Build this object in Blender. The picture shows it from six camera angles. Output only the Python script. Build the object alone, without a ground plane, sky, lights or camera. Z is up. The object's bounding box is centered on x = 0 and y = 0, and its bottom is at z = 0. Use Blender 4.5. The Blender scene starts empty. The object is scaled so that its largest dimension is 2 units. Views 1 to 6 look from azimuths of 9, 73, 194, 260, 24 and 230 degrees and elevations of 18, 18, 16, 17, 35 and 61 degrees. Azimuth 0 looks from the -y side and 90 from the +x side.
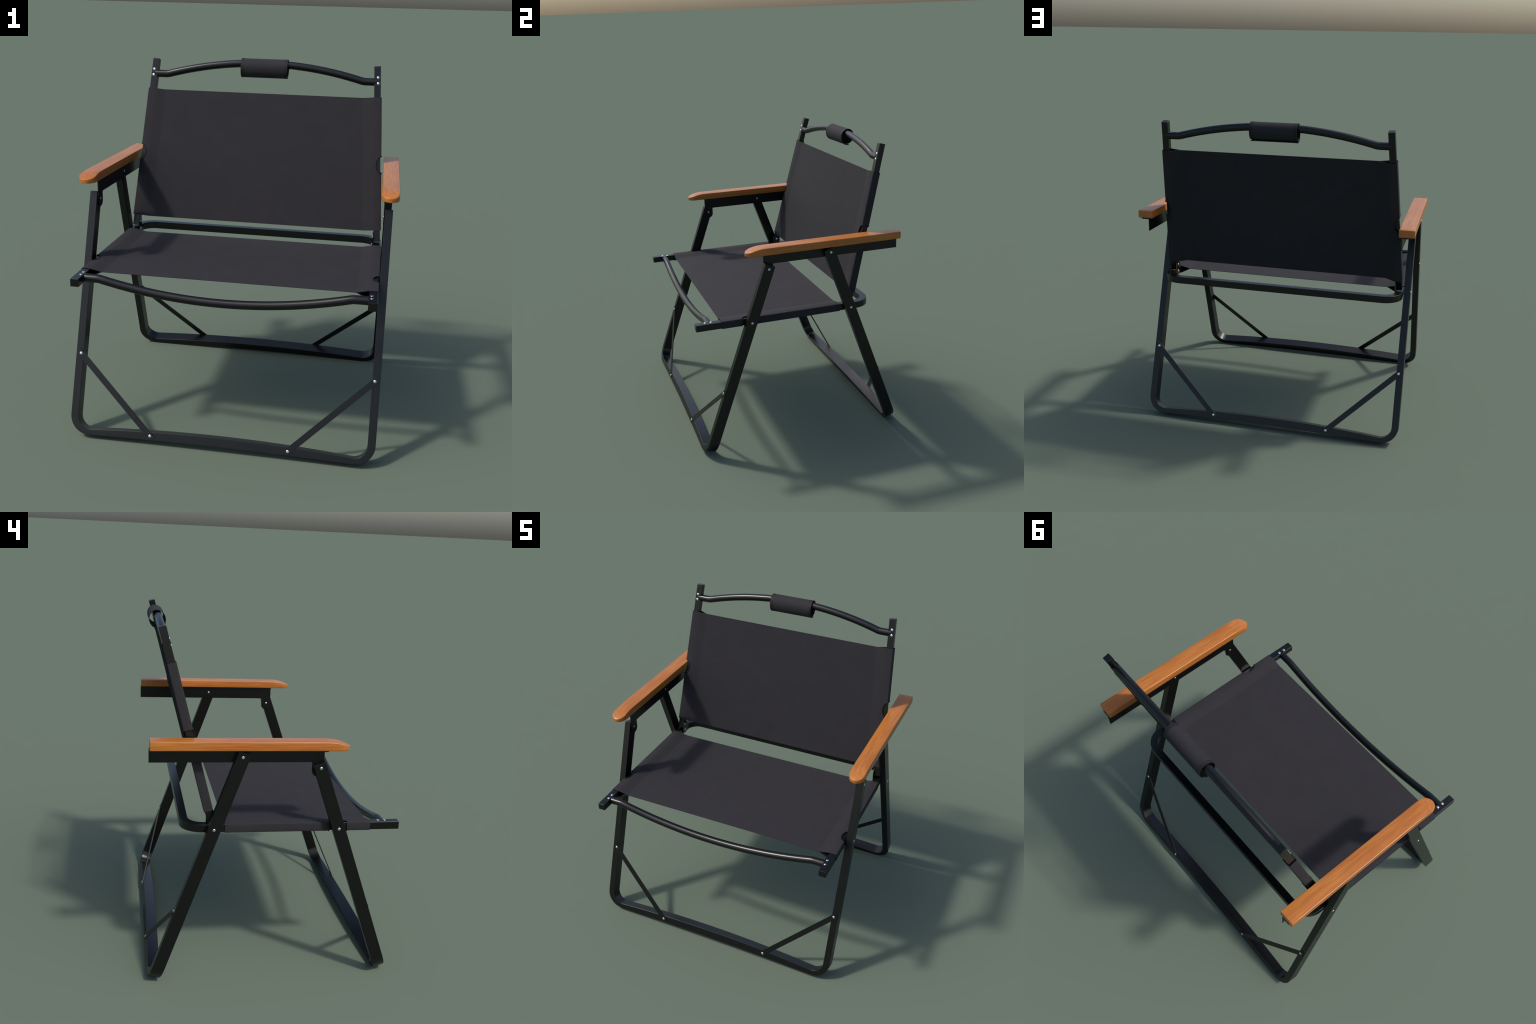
# Folding camping chair: black powder-coated A-frame, sling fabric seat and back,
# wooden armrests.  Built in metres, z up, chair faces -y, symmetric about x = 0.
import bpy, bmesh, math
from mathutils import Vector, Matrix

# ------------------------------------------------------------------ materials
def principled(name):
    m = bpy.data.materials.new(name)
    m.use_nodes = True
    nt = m.node_tree
    return m, nt, nt.nodes["Principled BSDF"]

def node(nt, kind, **inputs):
    n = nt.nodes.new(kind)
    for k, v in inputs.items():
        n.inputs[k].default_value = v
    return n

def coords(nt, scale):
    tc = nt.nodes.new("ShaderNodeTexCoord")
    mp = nt.nodes.new("ShaderNodeMapping")
    mp.inputs["Scale"].default_value = scale
    nt.links.new(tc.outputs["Object"], mp.inputs["Vector"])
    return mp.outputs["Vector"]

def ramp(nt, src, stops):
    r = nt.nodes.new("ShaderNodeValToRGB")
    el = r.color_ramp.elements
    while len(el) < len(stops):
        el.new(0.5)
    for e, (p, c) in zip(el, stops):
        e.position = p
        e.color = (*c, 1)
    nt.links.new(src, r.inputs["Fac"])
    return r.outputs["Color"]

def powder_coat():
    m, nt, b = principled("black_powder_coat")
    v = coords(nt, (1, 1, 1))
    n = node(nt, "ShaderNodeTexNoise", Scale=320.0, Detail=2.0)
    nt.links.new(v, n.inputs["Vector"])
    nt.links.new(ramp(nt, n.outputs["Fac"], [(0.3, METAL_LO), (0.7, METAL_HI)]), b.inputs["Base Color"])
    b.inputs["Roughness"].default_value = 0.31
    b.inputs["Specular IOR Level"].default_value = 0.5
    bp = node(nt, "ShaderNodeBump", Strength=0.03, Distance=0.001)
    nt.links.new(n.outputs["Fac"], bp.inputs["Height"])
    nt.links.new(bp.outputs["Normal"], b.inputs["Normal"])
    return m

def cloth(name, dark, light, rough=0.85):
    m, nt, b = principled(name)
    v = coords(nt, (1, 1, 1))
    n = node(nt, "ShaderNodeTexNoise", Scale=9.0, Detail=5.0, Roughness=0.65)
    nt.links.new(v, n.inputs["Vector"])
    nt.links.new(ramp(nt, n.outputs["Fac"], [(0.3, dark), (0.7, light)]), b.inputs["Base Color"])
    b.inputs["Roughness"].default_value = rough
    b.inputs["Specular IOR Level"].default_value = 0.35
    # woven grain: two crossed waves
    h = None
    for axis in ("X", "DIAGONAL"):
        w = node(nt, "ShaderNodeTexWave", Scale=170.0, Distortion=0.6)
        w.bands_direction = axis
        nt.links.new(v, w.inputs["Vector"])
        if h is None:
            h = w.outputs["Fac"]
        else:
            mx = nt.nodes.new("ShaderNodeMath")
            mx.operation = "MULTIPLY"
            nt.links.new(h, mx.inputs[0]); nt.links.new(w.outputs["Fac"], mx.inputs[1])
            h = mx.outputs[0]
    bp = node(nt, "ShaderNodeBump", Strength=0.08, Distance=0.001)
    nt.links.new(h, bp.inputs["Height"])
    nt.links.new(bp.outputs["Normal"], b.inputs["Normal"])
    return m

def wood():
    m, nt, b = principled("varnished_beech_wood")
    v = coords(nt, (95, 3.0, 95))
    g = node(nt, "ShaderNodeTexNoise", Scale=1.8, Detail=4.0, Roughness=0.6, Distortion=0.3)
    nt.links.new(v, g.inputs["Vector"])
    grain = ramp(nt, g.outputs["Fac"], [(0.34, WOOD_LO), (0.5, WOOD_MID), (0.66, WOOD_HI)])
    v2 = coords(nt, (11, 2.4, 14))
    g2 = node(nt, "ShaderNodeTexNoise", Scale=1.3, Detail=2.0)
    nt.links.new(v2, g2.inputs["Vector"])
    tone = ramp(nt, g2.outputs["Fac"], [(0.35, (0.94, 0.88, 0.85)), (0.68, (1.04, 1.08, 1.1))])
    mx = nt.nodes.new("ShaderNodeMix")
    mx.data_type = "RGBA"; mx.blend_type = "MULTIPLY"
    mx.inputs["Factor"].default_value = 1.0
    nt.links.new(grain, mx.inputs["A"]); nt.links.new(tone, mx.inputs["B"])
    nt.links.new(mx.outputs["Result"], b.inputs["Base Color"])
    b.inputs["Roughness"].default_value = 0.3
    bp = node(nt, "ShaderNodeBump", Strength=0.03, Distance=0.001)
    nt.links.new(g.outputs["Fac"], bp.inputs["Height"])
    nt.links.new(bp.outputs["Normal"], b.inputs["Normal"])
    return m

def steel():
    m, nt, b = principled("polished_steel")
    b.inputs["Base Color"].default_value = (0.78, 0.78, 0.8, 1)
    b.inputs["Metallic"].default_value = 1.0
    v = coords(nt, (1, 1, 1))
    n = node(nt, "ShaderNodeTexNoise", Scale=150.0)
    nt.links.new(v, n.inputs["Vector"])
    nt.links.new(ramp(nt, n.outputs["Fac"], [(0, (0.26,) * 3), (1, (0.36,) * 3)]), b.inputs["Roughness"])
    return m

METAL_LO, METAL_HI = (0.0013, 0.0013, 0.0013), (0.0021, 0.0021, 0.0021)
WOOD_LO, WOOD_MID, WOOD_HI = (0.375, 0.120, 0.021), (0.440, 0.151, 0.029), (0.508, 0.187, 0.039)
M_METAL = powder_coat()
M_CLOTH = cloth("charcoal_sling_cloth", (0.0196, 0.0180, 0.0217), (0.0236, 0.0218, 0.0261))
M_TAPE = cloth("black_binding_tape", (0.0080, 0.0080, 0.0076), (0.0110, 0.0110, 0.0104), 0.7)
M_WOOD = wood()
M_STEEL = steel()

# ------------------------------------------------------------------ helpers
chair = bpy.data.objects.new("folding_camping_chair", None)
bpy.context.scene.collection.objects.link(chair)
chair["label"] = "low black folding camp chair with wooden armrests"
chair["category"] = "camping chair"

def finish(name, bm, mat, parent=chair, bevel=0.0, segs=2, angle=35, recalc=True):
    """bmesh -> named object, with softened edges and smooth-by-angle shading"""
    if recalc:
        bmesh.ops.recalc_face_normals(bm, faces=bm.faces)
    if bevel:
        sharp = [e for e in bm.edges if len(e.link_faces) == 2 and e.calc_face_angle(0) > math.radians(40)]
        bmesh.ops.bevel(bm, geom=sharp, offset=bevel, segments=segs, profile=0.5,
                        affect="EDGES", clamp_overlap=True)
    me = bpy.data.meshes.new(name)
    bm.to_mesh(me); bm.free()
    for p in me.polygons:
        p.use_smooth = True
    me.set_sharp_from_angle(angle=math.radians(angle))
    me.materials.append(mat)
    ob = place(name, me, parent)
    if bevel:
        wn = ob.modifiers.new("flat_faces", "WEIGHTED_NORMAL")
        wn.weight = 100; wn.keep_sharp = False
        baked = bake(ob)
        ob.modifiers.clear()
        ob.data = baked
        bpy.data.meshes.remove(me)
        baked.name = name
    return ob

def bake(ob):
    """mesh of an object with its modifiers applied"""
    bpy.context.view_layer.update()
    dg = bpy.context.evaluated_depsgraph_get()
    dg.update()
    return bpy.data.meshes.new_from_object(ob.evaluated_get(dg))

def place(name, me, parent=chair, matrix=None):
    ob = bpy.data.objects.new(name, me)
    bpy.context.scene.collection.objects.link(ob)
    ob.parent = parent
    if matrix is not None:
        ob.matrix_world = matrix
    return ob

def mirrored(ob, parent=None):
    """second copy of a part on the other side of x = 0"""
    me = ob.data.copy()
    me.transform(Matrix.Scale(-1, 4, (1, 0, 0)))
    me.flip_normals()
    return place(ob.name.split(".")[0], me, parent or ob.parent)

def loft(bm, rings, closed=True, caps=True, cyclic=False):
    """skin a list of equally long point rings"""
    vs = [[bm.verts.new(p) for p in r] for r in rings]
    n = len(vs[0])
    pairs = list(zip(vs, vs[1:])) + ([(vs[-1], vs[0])] if cyclic else [])
    for a, b in pairs:
        for i in range(n if closed else n - 1):
            j = (i + 1) % n
            bm.faces.new((a[i], a[j], b[j], b[i]))
    if caps and closed and not cyclic:
        bm.faces.new(list(reversed(vs[0]))); bm.faces.new(vs[-1])
    return vs

def tube(bm, path, radius, sides=20, cyclic=False, flat=1.0):
    """round tube along a 3D polyline, parallel-transported"""
    path = [Vector(p) for p in path]
    n = len(path)
    tang = []
    for i in range(n):
        a = path[i - 1] if (i or cyclic) else path[i]
        b = path[(i + 1) % n] if (i < n - 1 or cyclic) else path[i]
        tang.append((b - a).normalized())
    u = tang[0].orthogonal().normalized()
    rings = []
    for p, t in zip(path, tang):
        u = (u - t * u.dot(t)).normalized()
        w = t.cross(u)
        rings.append([p + radius * (math.cos(2 * math.pi * k / sides) * u + math.sin(2 * math.pi * k / sides) * w)
                      for k in range(sides)])
    loft(bm, rings, cyclic=cyclic)

def box(bm, origin, ax, ay, az):
    """box from an origin corner and three edge vectors"""
    o, ax, ay, az = (Vector(v) for v in (origin, ax, ay, az))
    loft(bm, [[o, o + ax, o + ax + ay, o + ay], [o + az, o + ax + az, o + ax + ay + az, o + ay + az]])

def outline_slab(bm, outer, inner, to3d, half):
    """bar bounded by two paired 2D outlines, given a depth of 2*half"""
    rings = [[to3d(o, -half), to3d(i, -half), to3d(i, half), to3d(o, half)] for o, i in zip(outer, inner)]
    loft(bm, rings)

def arc(cx, cy, rx, ry, a0, a1, n):
    return [(cx + rx * math.cos(math.radians(a0 + (a1 - a0) * k / n)),
             cy + ry * math.sin(math.radians(a0 + (a1 - a0) * k / n))) for k in range(n + 1)]

# rivet: shallow dome on a short collar, shared mesh
def rivet_mesh(r=0.0084, h=0.0028):
    bm = bmesh.new()
    prof = [(r, -0.001), (r, 0.0008)] + [(r * math.cos(a), 0.0008 + (h - 0.0008) * math.sin(a))
                                        for a in [math.radians(x) for x in (25, 50, 72)]]
    rings = [[(p * math.cos(2 * math.pi * k / 20), p * math.sin(2 * math.pi * k / 20), z) for k in range(20)]
             for p, z in prof]
    loft(bm, rings)
    bmesh.ops.recalc_face_normals(bm, faces=bm.faces)
    me = bpy.data.meshes.new("rivet")
    bm.to_mesh(me); bm.free()
    for p in me.polygons:
        p.use_smooth = True
    me.materials.append(M_STEEL)
    return me
RIVET = rivet_mesh()

def rivet(pos, normal, parent, scale=1.0):
    q = Vector(normal).to_track_quat("Z", "Y")
    return place("rivet", RIVET, parent,
                 Matrix.LocRotScale(Vector(pos), q, Vector((scale, scale, scale))))

# ------------------------------------------------------------------ leg frames
LEG_OUT, LEG_IN, LEG_HALF = 0.8425, 0.8003, 0.0348
def leg_frame(facing, pivot_y, pivot_z, slope, top_z):
    """U-shaped flat-tube frame leaning outwards; facing = -1 front, +1 rear"""
    th = math.atan(slope)
    s, c = math.sin(th), math.cos(th)
    z0 = LEG_HALF * s
    base = Vector((0, pivot_y + facing * slope * (pivot_z - z0), z0))
    up = Vector((0, -facing * s, c))
    nor = Vector((0, facing * c, s))
    def to3d(p, d):
        return base + Vector((p[0], 0, 0)) + up * p[1] + nor * d
    top = (top_z - z0) / c
    def arch(x, lo, hi):
        return lo + (hi - lo) * (1 - (x / 0.722) ** 2)
    outer = [(-LEG_OUT, top)] + arc(-LEG_OUT + 0.107, 0.108, 0.107, 0.108, 180, 262, 12)
    inner = [(-LEG_IN, top)] + arc(-0.722, 0.1035, LEG_IN - 0.722, 0.073, 180, 262, 12)
    xs = [-0.722 + 1.444 * k / 28 for k in range(29)]
    outer += [(x, arch(x, -0.0008, 0.0098)) for x in xs]
    inner += [(x, arch(x, 0.0315, 0.0592)) for x in xs]
    outer += [(-x, t) for x, t in reversed(outer[:14])]
    inner += [(-x, t) for x, t in reversed(inner[:14])]
    bm = bmesh.new()
    outline_slab(bm, outer, inner, to3d, LEG_HALF)
    ob = finish("leg_frame", bm, M_METAL, bevel=0.002, angle=80)
    # diagonal braces riveted to the outward face
    for side in (-1, 1):
        hi = Vector((side * 0.8135, (0.444 - z0 - LEG_HALF * s) / c))
        lo = Vector((side * 0.381, (0.0525 - z0 - LEG_HALF * s) / c))
        d = (hi - lo).normalized()
        p = Vector((-d.y, d.x))
        w, tip = 0.0173, 0.027
        def end(q, way):                            # run along the edge, stop flush with the tube
            k = tip
            if way > 0:
                k = min(k, (LEG_OUT - 0.0015 - abs(q.x)) / abs(d.x))
            else:
                k = min(k, (q.y - 0.0085) / abs(d.y))
            return q + d * (way * k)
        ring = [end(lo - p * w, -1), end(hi - p * w, 1), end(hi + p * w, 1), end(lo + p * w, -1)]
        bm = bmesh.new()
        loft(bm, [[to3d(q, LEG_HALF - 0.001) for q in ring], [to3d(q, LEG_HALF + 0.0035) for q in ring]])
        finish("brace", bm, M_METAL, ob, bevel=0.0008, segs=1)
        for q in (hi, lo):
            rivet(to3d(q, LEG_HALF + 0.0035), nor, ob)
    return ob

front = leg_frame(-1, -0.3393, 0.9193, 0.361, 1.2907)
rear = leg_frame(1, 0.3465, 0.9251, 0.351, 1.3525)
for side in (-1, 1):
    for parent, pts in ((front, ((-0.3393, 0.9193), (-0.2139, 1.2678))), (rear, ((0.3488, 0.9251), (0.2086, 1.3278)))):
        for y, z in pts:
            rivet((side * LEG_OUT, y, z), (side, 0, 0), parent)

# ------------------------------------------------------------------ seat frame
RAIL_OUT, RAIL_IN, RAIL_TOP, RAIL_BOT = 0.7950, 0.7490, 0.9395, 0.8955
RAIL_MID = (RAIL_TOP + RAIL_BOT) / 2
outer = [(-RAIL_OUT, -0.698), (-RAIL_OUT, 0.0)] + arc(-RAIL_OUT + 0.121, 0.402, 0.121, 0.121, 180, 90, 14)
inner = [(-RAIL_IN, -0.698), (-RAIL_IN, 0.0)] + arc(-RAIL_IN + 0.078, 0.399, 0.078, 0.078, 180, 90, 14)
outer += [(-x, y) for x, y in reversed(outer)]
inner += [(-x, y) for x, y in reversed(inner)]
bm = bmesh.new()
outline_slab(bm, outer, inner, lambda p, d: Vector((p[0], p[1], RAIL_MID + d)), (RAIL_TOP - RAIL_BOT) / 2)
seat_frame = finish("seat_frame", bm, M_METAL, bevel=0.0022, angle=80)
for side in (-1, 1):
    for y in (-0.5877, -0.6266):
        rivet((side * 0.7645, y - side * 0.006, RAIL_TOP), (0, 0, 1), seat_frame)

def bowed_bar(name, x_end, x_kink, sag, frame):
    """round bar with two straight ends and a shallow circular bow; frame(x, h) -> 3D"""
    r = (x_kink ** 2 + sag ** 2) / (2 * sag)
    pts = [(-x_end, 0.0), (-x_kink - 0.012, 0.0)]
    n = 26
    for k in range(n + 1):
        x = -x_kink + 2 * x_kink * k / n
        h = sag - (r - math.sqrt(r * r - x * x))
        pts.append((x, h))
    pts[2] = (-x_kink + 0.004, pts[2][1] + 0.0012); pts[-1] = (x_kink - 0.004, pts[-1][1] + 0.0012)
    pts += [(x_kink + 0.012, 0.0), (x_end, 0.0)]
    bm = bmesh.new()
    tube(bm, [frame(x, h) for x, h in pts], 0.0232, 24)
    return finish(name, bm, M_METAL, angle=50)

bowed_bar("seat_crossbar", 0.770, 0.672, 0.0835,
          lambda x, h: Vector((x, -0.607, 0.9175 - h)))

# ------------------------------------------------------------------ backrest posts
POST_HALF = 0.020
LEAN, INWARD = 0.2615, -0.0699                  # dy/dz and dx/dz of the posts
post_d = Vector((INWARD, LEAN, 1.0)).normalized()
back_d = Vector((0, LEAN, 1.0)).normalized()   # up along the back plane
back_n = Vector((0, -1.0, LEAN)).normalized()  # out of the front of the back
post_x = back_n.cross(post_d).normalized()
if post_x.x < 0:
    post_x = -post_x
FOOT = Vector((0.7684, 0.338, 0.9526)) - back_n * POST_HALF
POST_LEN = (1.983 - 0.9526) / post_d.z
def on_post(z):
    """centre of the +x post where its front face is at height z"""
    return FOOT + post_d * ((z - 0.9526) / post_d.z)

bm = bmesh.new()
ring = [(-1, -1), (1, -1), (1, 1), (-1, 1)]
loft(bm, [[FOOT + post_d * t + post_x * (a * POST_HALF) + back_n * (b * POST_HALF) for a, b in ring]
          for t in (0, POST_LEN)])
post = finish("backrest_post", bm, M_METAL, bevel=0.0022, angle=80)
post_l = mirrored(post)
for side, ob in ((1, post), (-1, post_l)):
    for x, z in ((0.7052, 1.9163), (0.7078, 1.8822)):
        p = on_post(z) + back_n * POST_HALF
        rivet((side * x, p.y, p.z), back_n, ob)

hc = on_post(1.8935)
handle = bowed_bar("carry_handle", 0.700, 0.6176, 0.0865,
                   lambda x, h: Vector((x, hc.y, hc.z)) + back_d * h)

# ------------------------------------------------------------------ handle grip
GY, GZ, G_RY, G_RZ, G_T = 0.6255, 1.9470, 0.0465, 0.0515, 0.0030
def grip_point(phi, x, off):
    """wrapped cloth: a spiral that closes under the bar with a hanging flap"""
    s = 1.0 + 0.22 * max(0.0, (phi - 195.0) / 90.0)
    a = math.radians(phi)
    tilt = 0.06
    y, z = (G_RY * s + off) * math.cos(a), (G_RZ * s + off) * math.sin(a)
    return Vector((x, GY + y + tilt * z, GZ + z))
def grip_piece(name, mat, x0, x1, parent, grow=0.0):
    bm = bmesh.new()
    phis = [-112 + (286 + 112) * k / 64 for k in range(65)]
    rings = []
    for x in (x0, x1):
        rings.append([grip_point(p, x, G_T / 2 + grow) for p in phis] +
                     [grip_point(p, x, -G_T / 2) for p in reversed(phis)])
    n = len(phis)
    vs = loft(bm, rings, caps=False)
    for r in vs:                                   # ends as a strip, not one n-gon
        for i in range(n - 1):
            bm.faces.new((r[i], r[i + 1], r[2 * n - 2 - i], r[2 * n - 1 - i]))
    return finish(name, bm, mat, parent)
grip = grip_piece("handle_grip", M_CLOTH, -0.1275, 0.1275, chair)
grip_piece("binding_tape", M_TAPE, 0.1275, 0.1465, grip, 0.0007)
grip_piece("binding_tape", M_TAPE, -0.1465, -0.1275, grip, 0.0007)

# ------------------------------------------------------------------ sling fabric
CLOTH_T = 0.0026
def sleeve_profile(half_a, half_n, seam, level):
    """loop of cloth round a tube: (outward, normal) pairs from seam to seam"""
    r = 0.004
    g = half_a, half_n
    pts = [(-seam - 0.003, level + 0.0003), (-seam, level + 0.0004)]
    ia, ie = -g[0] + 0.002, g[1]
    for k in range(1, 6):
        f = k / 6
        pts.append((-seam + (ia + seam) * f, level + 0.0004 + (ie - level - 0.0004) * f))
    pts += [(ia, ie), (0, ie)]
    pts += arc(g[0] - r, g[1] - r, r, r, 90, 0, 4)
    pts += [(g[0], 0)]
    pts += arc(g[0] - r, -g[1] + r, r, r, 0, -90, 4)
    pts += [(0, -ie), (ia, -ie)]
    for k in range(5, 0, -1):
        f = k / 6
        pts.append((-seam + (ia + seam) * f, level - 0.0004 - (ie + level - 0.0004) * f))
    pts += [(-seam, level - 0.0004), (-seam - 0.003, level - 0.0003)]
    return pts

def thick_strip(bm, rows, t):
    """rows of points -> sheet of cloth of thickness t"""
    tmp = bmesh.new()
    vs = [[tmp.verts.new(p) for p in r] for r in rows]
    for a, b in zip(vs, vs[1:]):
        for i in range(len(a) - 1):
            tmp.faces.new((a[i], a[i + 1], b[i + 1], b[i]))
    bmesh.ops.recalc_face_normals(tmp, faces=tmp.faces)
    me = bpy.data.meshes.new("tmp"); tmp.to_mesh(me); tmp.free()
    ob = bpy.data.objects.new("tmp", me)
    bpy.context.scene.collection.objects.link(ob)
    md = ob.modifiers.new("s", "SOLIDIFY"); md.thickness = t; md.offset = 0; md.use_even_offset = True
    return ob

def sling(name, rows_at, spans, profile, seam_x, level, edge_at, cut, tape_name):
    """sheet between two sleeves.
    rows_at(v)(side, outward, normal) -> 3D ; spans = list of v ; cut = (v, half_v, reach)"""
    bm = bmesh.new()
    # flat panel
    panel = []
    for v in spans:
        f = rows_at(v)
        l, r = f(-1, -seam_x + 0.004, level), f(1, -seam_x + 0.004, level)
        panel.append([l.lerp(r, k / 24) for k in range(25)])
    obs = [thick_strip(bm, panel, CLOTH_T)]
    # elliptical cutter through both sleeves on the outer edge
    cv, ch, reach = cut
    for side in (-1, 1):
        rows = [[rows_at(v)(side, a, n) for a, n in profile] for v in spans]
        ob = thick_strip(bm, rows, CLOTH_T)
        cb = bmesh.new()
        edge = profile[len(profile) // 2][0]
        rings = []
        for nn in (-0.06, 0.06):
            rings.append([rows_at(cv + ch * math.sin(2 * math.pi * k / 40))(side, edge - reach * math.cos(2 * math.pi * k / 40), nn)
                          for k in range(40)])
        loft(cb, rings)
        bmesh.ops.recalc_face_normals(cb, faces=cb.faces)
        cm = bpy.data.meshes.new("cut"); cb.to_mesh(cm); cb.free()
        cut_ob = bpy.data.objects.new("cut", cm)
        bpy.context.scene.collection.objects.link(cut_ob)
        md = ob.modifiers.new("b", "BOOLEAN"); md.object = cut_ob; md.operation = "DIFFERENCE"; md.solver = "EXACT"
        obs.append(ob)
        obs.append(cut_ob)
    for ob in obs:
        if ob.name.startswith("tmp"):
            me = bake(ob)
            bm.from_mesh(me)
            bpy.data.meshes.remove(me)
    for ob in obs:
        bpy.data.objects.remove(ob, do_unlink=True)
    fab = finish(name, bm, M_CLOTH, angle=40, recalc=False)
    # taped lip round each cut-out
    half_n = max(n for a, n in profile)
    edge = max(a for a, n in profile)
    for side in (-1, 1):
        loop = []
        for nn in (half_n + 0.0012, -half_n - 0.0012):
            seq = range(-10, 11) if nn > 0 else range(10, -11, -1)
            for k in seq:
                t = math.radians(9 * k)
                loop.append(rows_at(cv + ch * math.sin(t))(side, edge + 0.0008 - (reach + 0.0008) * math.cos(t), nn))
        b2 = bmesh.new()
        tube(b2, loop, 0.0034, 8, cyclic=True)
        finish("piping", b2, M_TAPE, fab, angle=60)
    return fab

# seat: sleeves run along y round the side rails
seat_c = (RAIL_OUT + RAIL_IN) / 2
seat_prof = sleeve_profile(RAIL_OUT - seat_c + 0.0017, (RAIL_TOP - RAIL_BOT) / 2 + 0.0022, 0.0865, 0.0098)
def seat_rows(y):
    return lambda side, a, n: Vector((side * (seat_c + a), y, RAIL_MID + n))
ys = [-0.5285 + (0.284 + 0.5285) * k / 24 for k in range(25)]
sling("seat_fabric", seat_rows, ys, seat_prof, 0.0865, 0.0098, None, (-0.3455, 0.052, 0.0335), "piping")

# back: sleeves run up the leaning posts
back_prof = sleeve_profile(POST_HALF + 0.0048, POST_HALF + 0.0040, 0.0845, 0.0155)
def back_rows(z):
    c = on_post(z)
    def f(side, a, n):
        p = c + post_x * a + back_n * n
        return Vector((side * p.x, p.y, p.z))
    return f
zs = [1.0175 + (1.8005 - 1.0175) * k / 24 for k in range(25)]
sling("backrest_fabric", back_rows, zs, back_prof, 0.0845, 0.0155, None, (1.4065, 0.0495, 0.0325), "piping")

# ------------------------------------------------------------------ hinge plates
bm = bmesh.new()
hy, hw, hz0, hz1 = 0.3552, 0.0285, 0.900, 1.0055
ring = arc(hy, hz1 - 0.027, hw, 0.027, 0, 180, 14) + arc(hy, hz0 + 0.02, hw, 0.02, 180, 360, 14)
loft(bm, [[Vector((x, y, z)) for y, z in ring] for x in (0.7415, 0.7475)])
hinge = finish("hinge_plate", bm, M_METAL, bevel=0.0012, segs=1)
hinge.data.materials.append(M_WOOD)              # thin orange-tan line along the plate's rear edge
for p in hinge.data.polygons:
    if p.normal.y > 0.9:
        p.material_index = 1
hinge_l = mirrored(hinge)
for side, ob in ((1, hinge), (-1, hinge_l)):
    for y, z in ((0.3557, 0.9729), (0.3534, 0.9276)):
        rivet((side * 0.7415, y, z), (-side, 0, 0), ob, 0.95)

# ------------------------------------------------------------------ armrests
ARM_C, ARM_W, ARM_TOP, ARM_BOT, ARM_TIP, ARM_END = 0.8228, 0.0472, 1.4175, 1.3700, -0.3648, 0.6915
def arm_station(y):
    d = y - ARM_TIP
    w = ARM_W
    if d < 0.052:
        w = ARM_W * max(0.02, (1 - (1 - d / 0.052) ** 2.0)) ** 0.5
    top = ARM_TOP - 0.027 * max(0.0, (-0.24 - y) / 0.1248) ** 2
    bot = ARM_BOT
    r = min(0.0042, w * 0.5)
    pts = []
    for cx, cz, a0 in ((w - r, top - r, 90), (w - r, bot + r, 0), (-w + r, bot + r, -90), (-w + r, top - r, -180)):
        pts += arc(cx, cz, r, r, a0, a0 - 90, 4)
    return [Vector((ARM_C + x, y, z)) for x, z in pts]
stations = [ARM_TIP + 0.052 * (1 - math.cos(math.pi / 2 * k / 18)) for k in range(19)]
stations += [ARM_TIP + 0.052 + (0.073 / 10) * k for k in range(1, 11)]
stations += [-0.24 + (ARM_END - 0.004 + 0.24) * k / 20 for k in range(1, 21)]
rings = [arm_station(y) for y in stations]
last = rings[-1]
cen = sum(last, Vector()) / len(last)
for k in range(1, 4):                              # rounded rear end
    a = math.pi / 2 * k / 3
    f = 0.004 * (1 - math.cos(a))
    rings.append([Vector((p.x - math.copysign(f, p.x - cen.x), p.y + 0.004 * math.sin(a), p.z - math.copysign(f, p.z - cen.z)))
                  for p in last])
bm = bmesh.new()
loft(bm, rings)
arm = finish("armrest", bm, M_WOOD, angle=42)
arm_l = mirrored(arm)

# folded steel bracket: upright web with a rivet ear at the front, flange under the wood
bm = bmesh.new()
web = [(0.695, ARM_BOT - 0.0004), (0.695, 1.2898), (-0.1703, 1.2898), (-0.1735, 1.286)]
web += [(-0.1735, 1.245)] + [(y, z) for y, z in arc(-0.2065, 1.245, 0.033, 0.036, -20, -160, 10)]
web += [(-0.2380, 1.252), (-0.2380, ARM_BOT - 0.0004)]
loft(bm, [[Vector((x, y, z)) for y, z in web] for x in (0.7945, 0.7998)])
box(bm, (0.7990, -0.2490, ARM_BOT - 0.0056), (0.0485, 0, 0), (0, 0.694 + 0.2490, 0), (0, 0, 0.0052))
bracket = finish("armrest_bracket", bm, M_METAL, bevel=0.0008, segs=1)
bracket_l = mirrored(bracket)
for side, ob in ((1, bracket), (-1, bracket_l)):
    for y, z in ((0.2134, 1.3285), (-0.2087, 1.2545)):
        rivet((side * 0.7945, y, z), (-side, 0, 0), ob, 0.9)

bpy.context.view_layer.update()
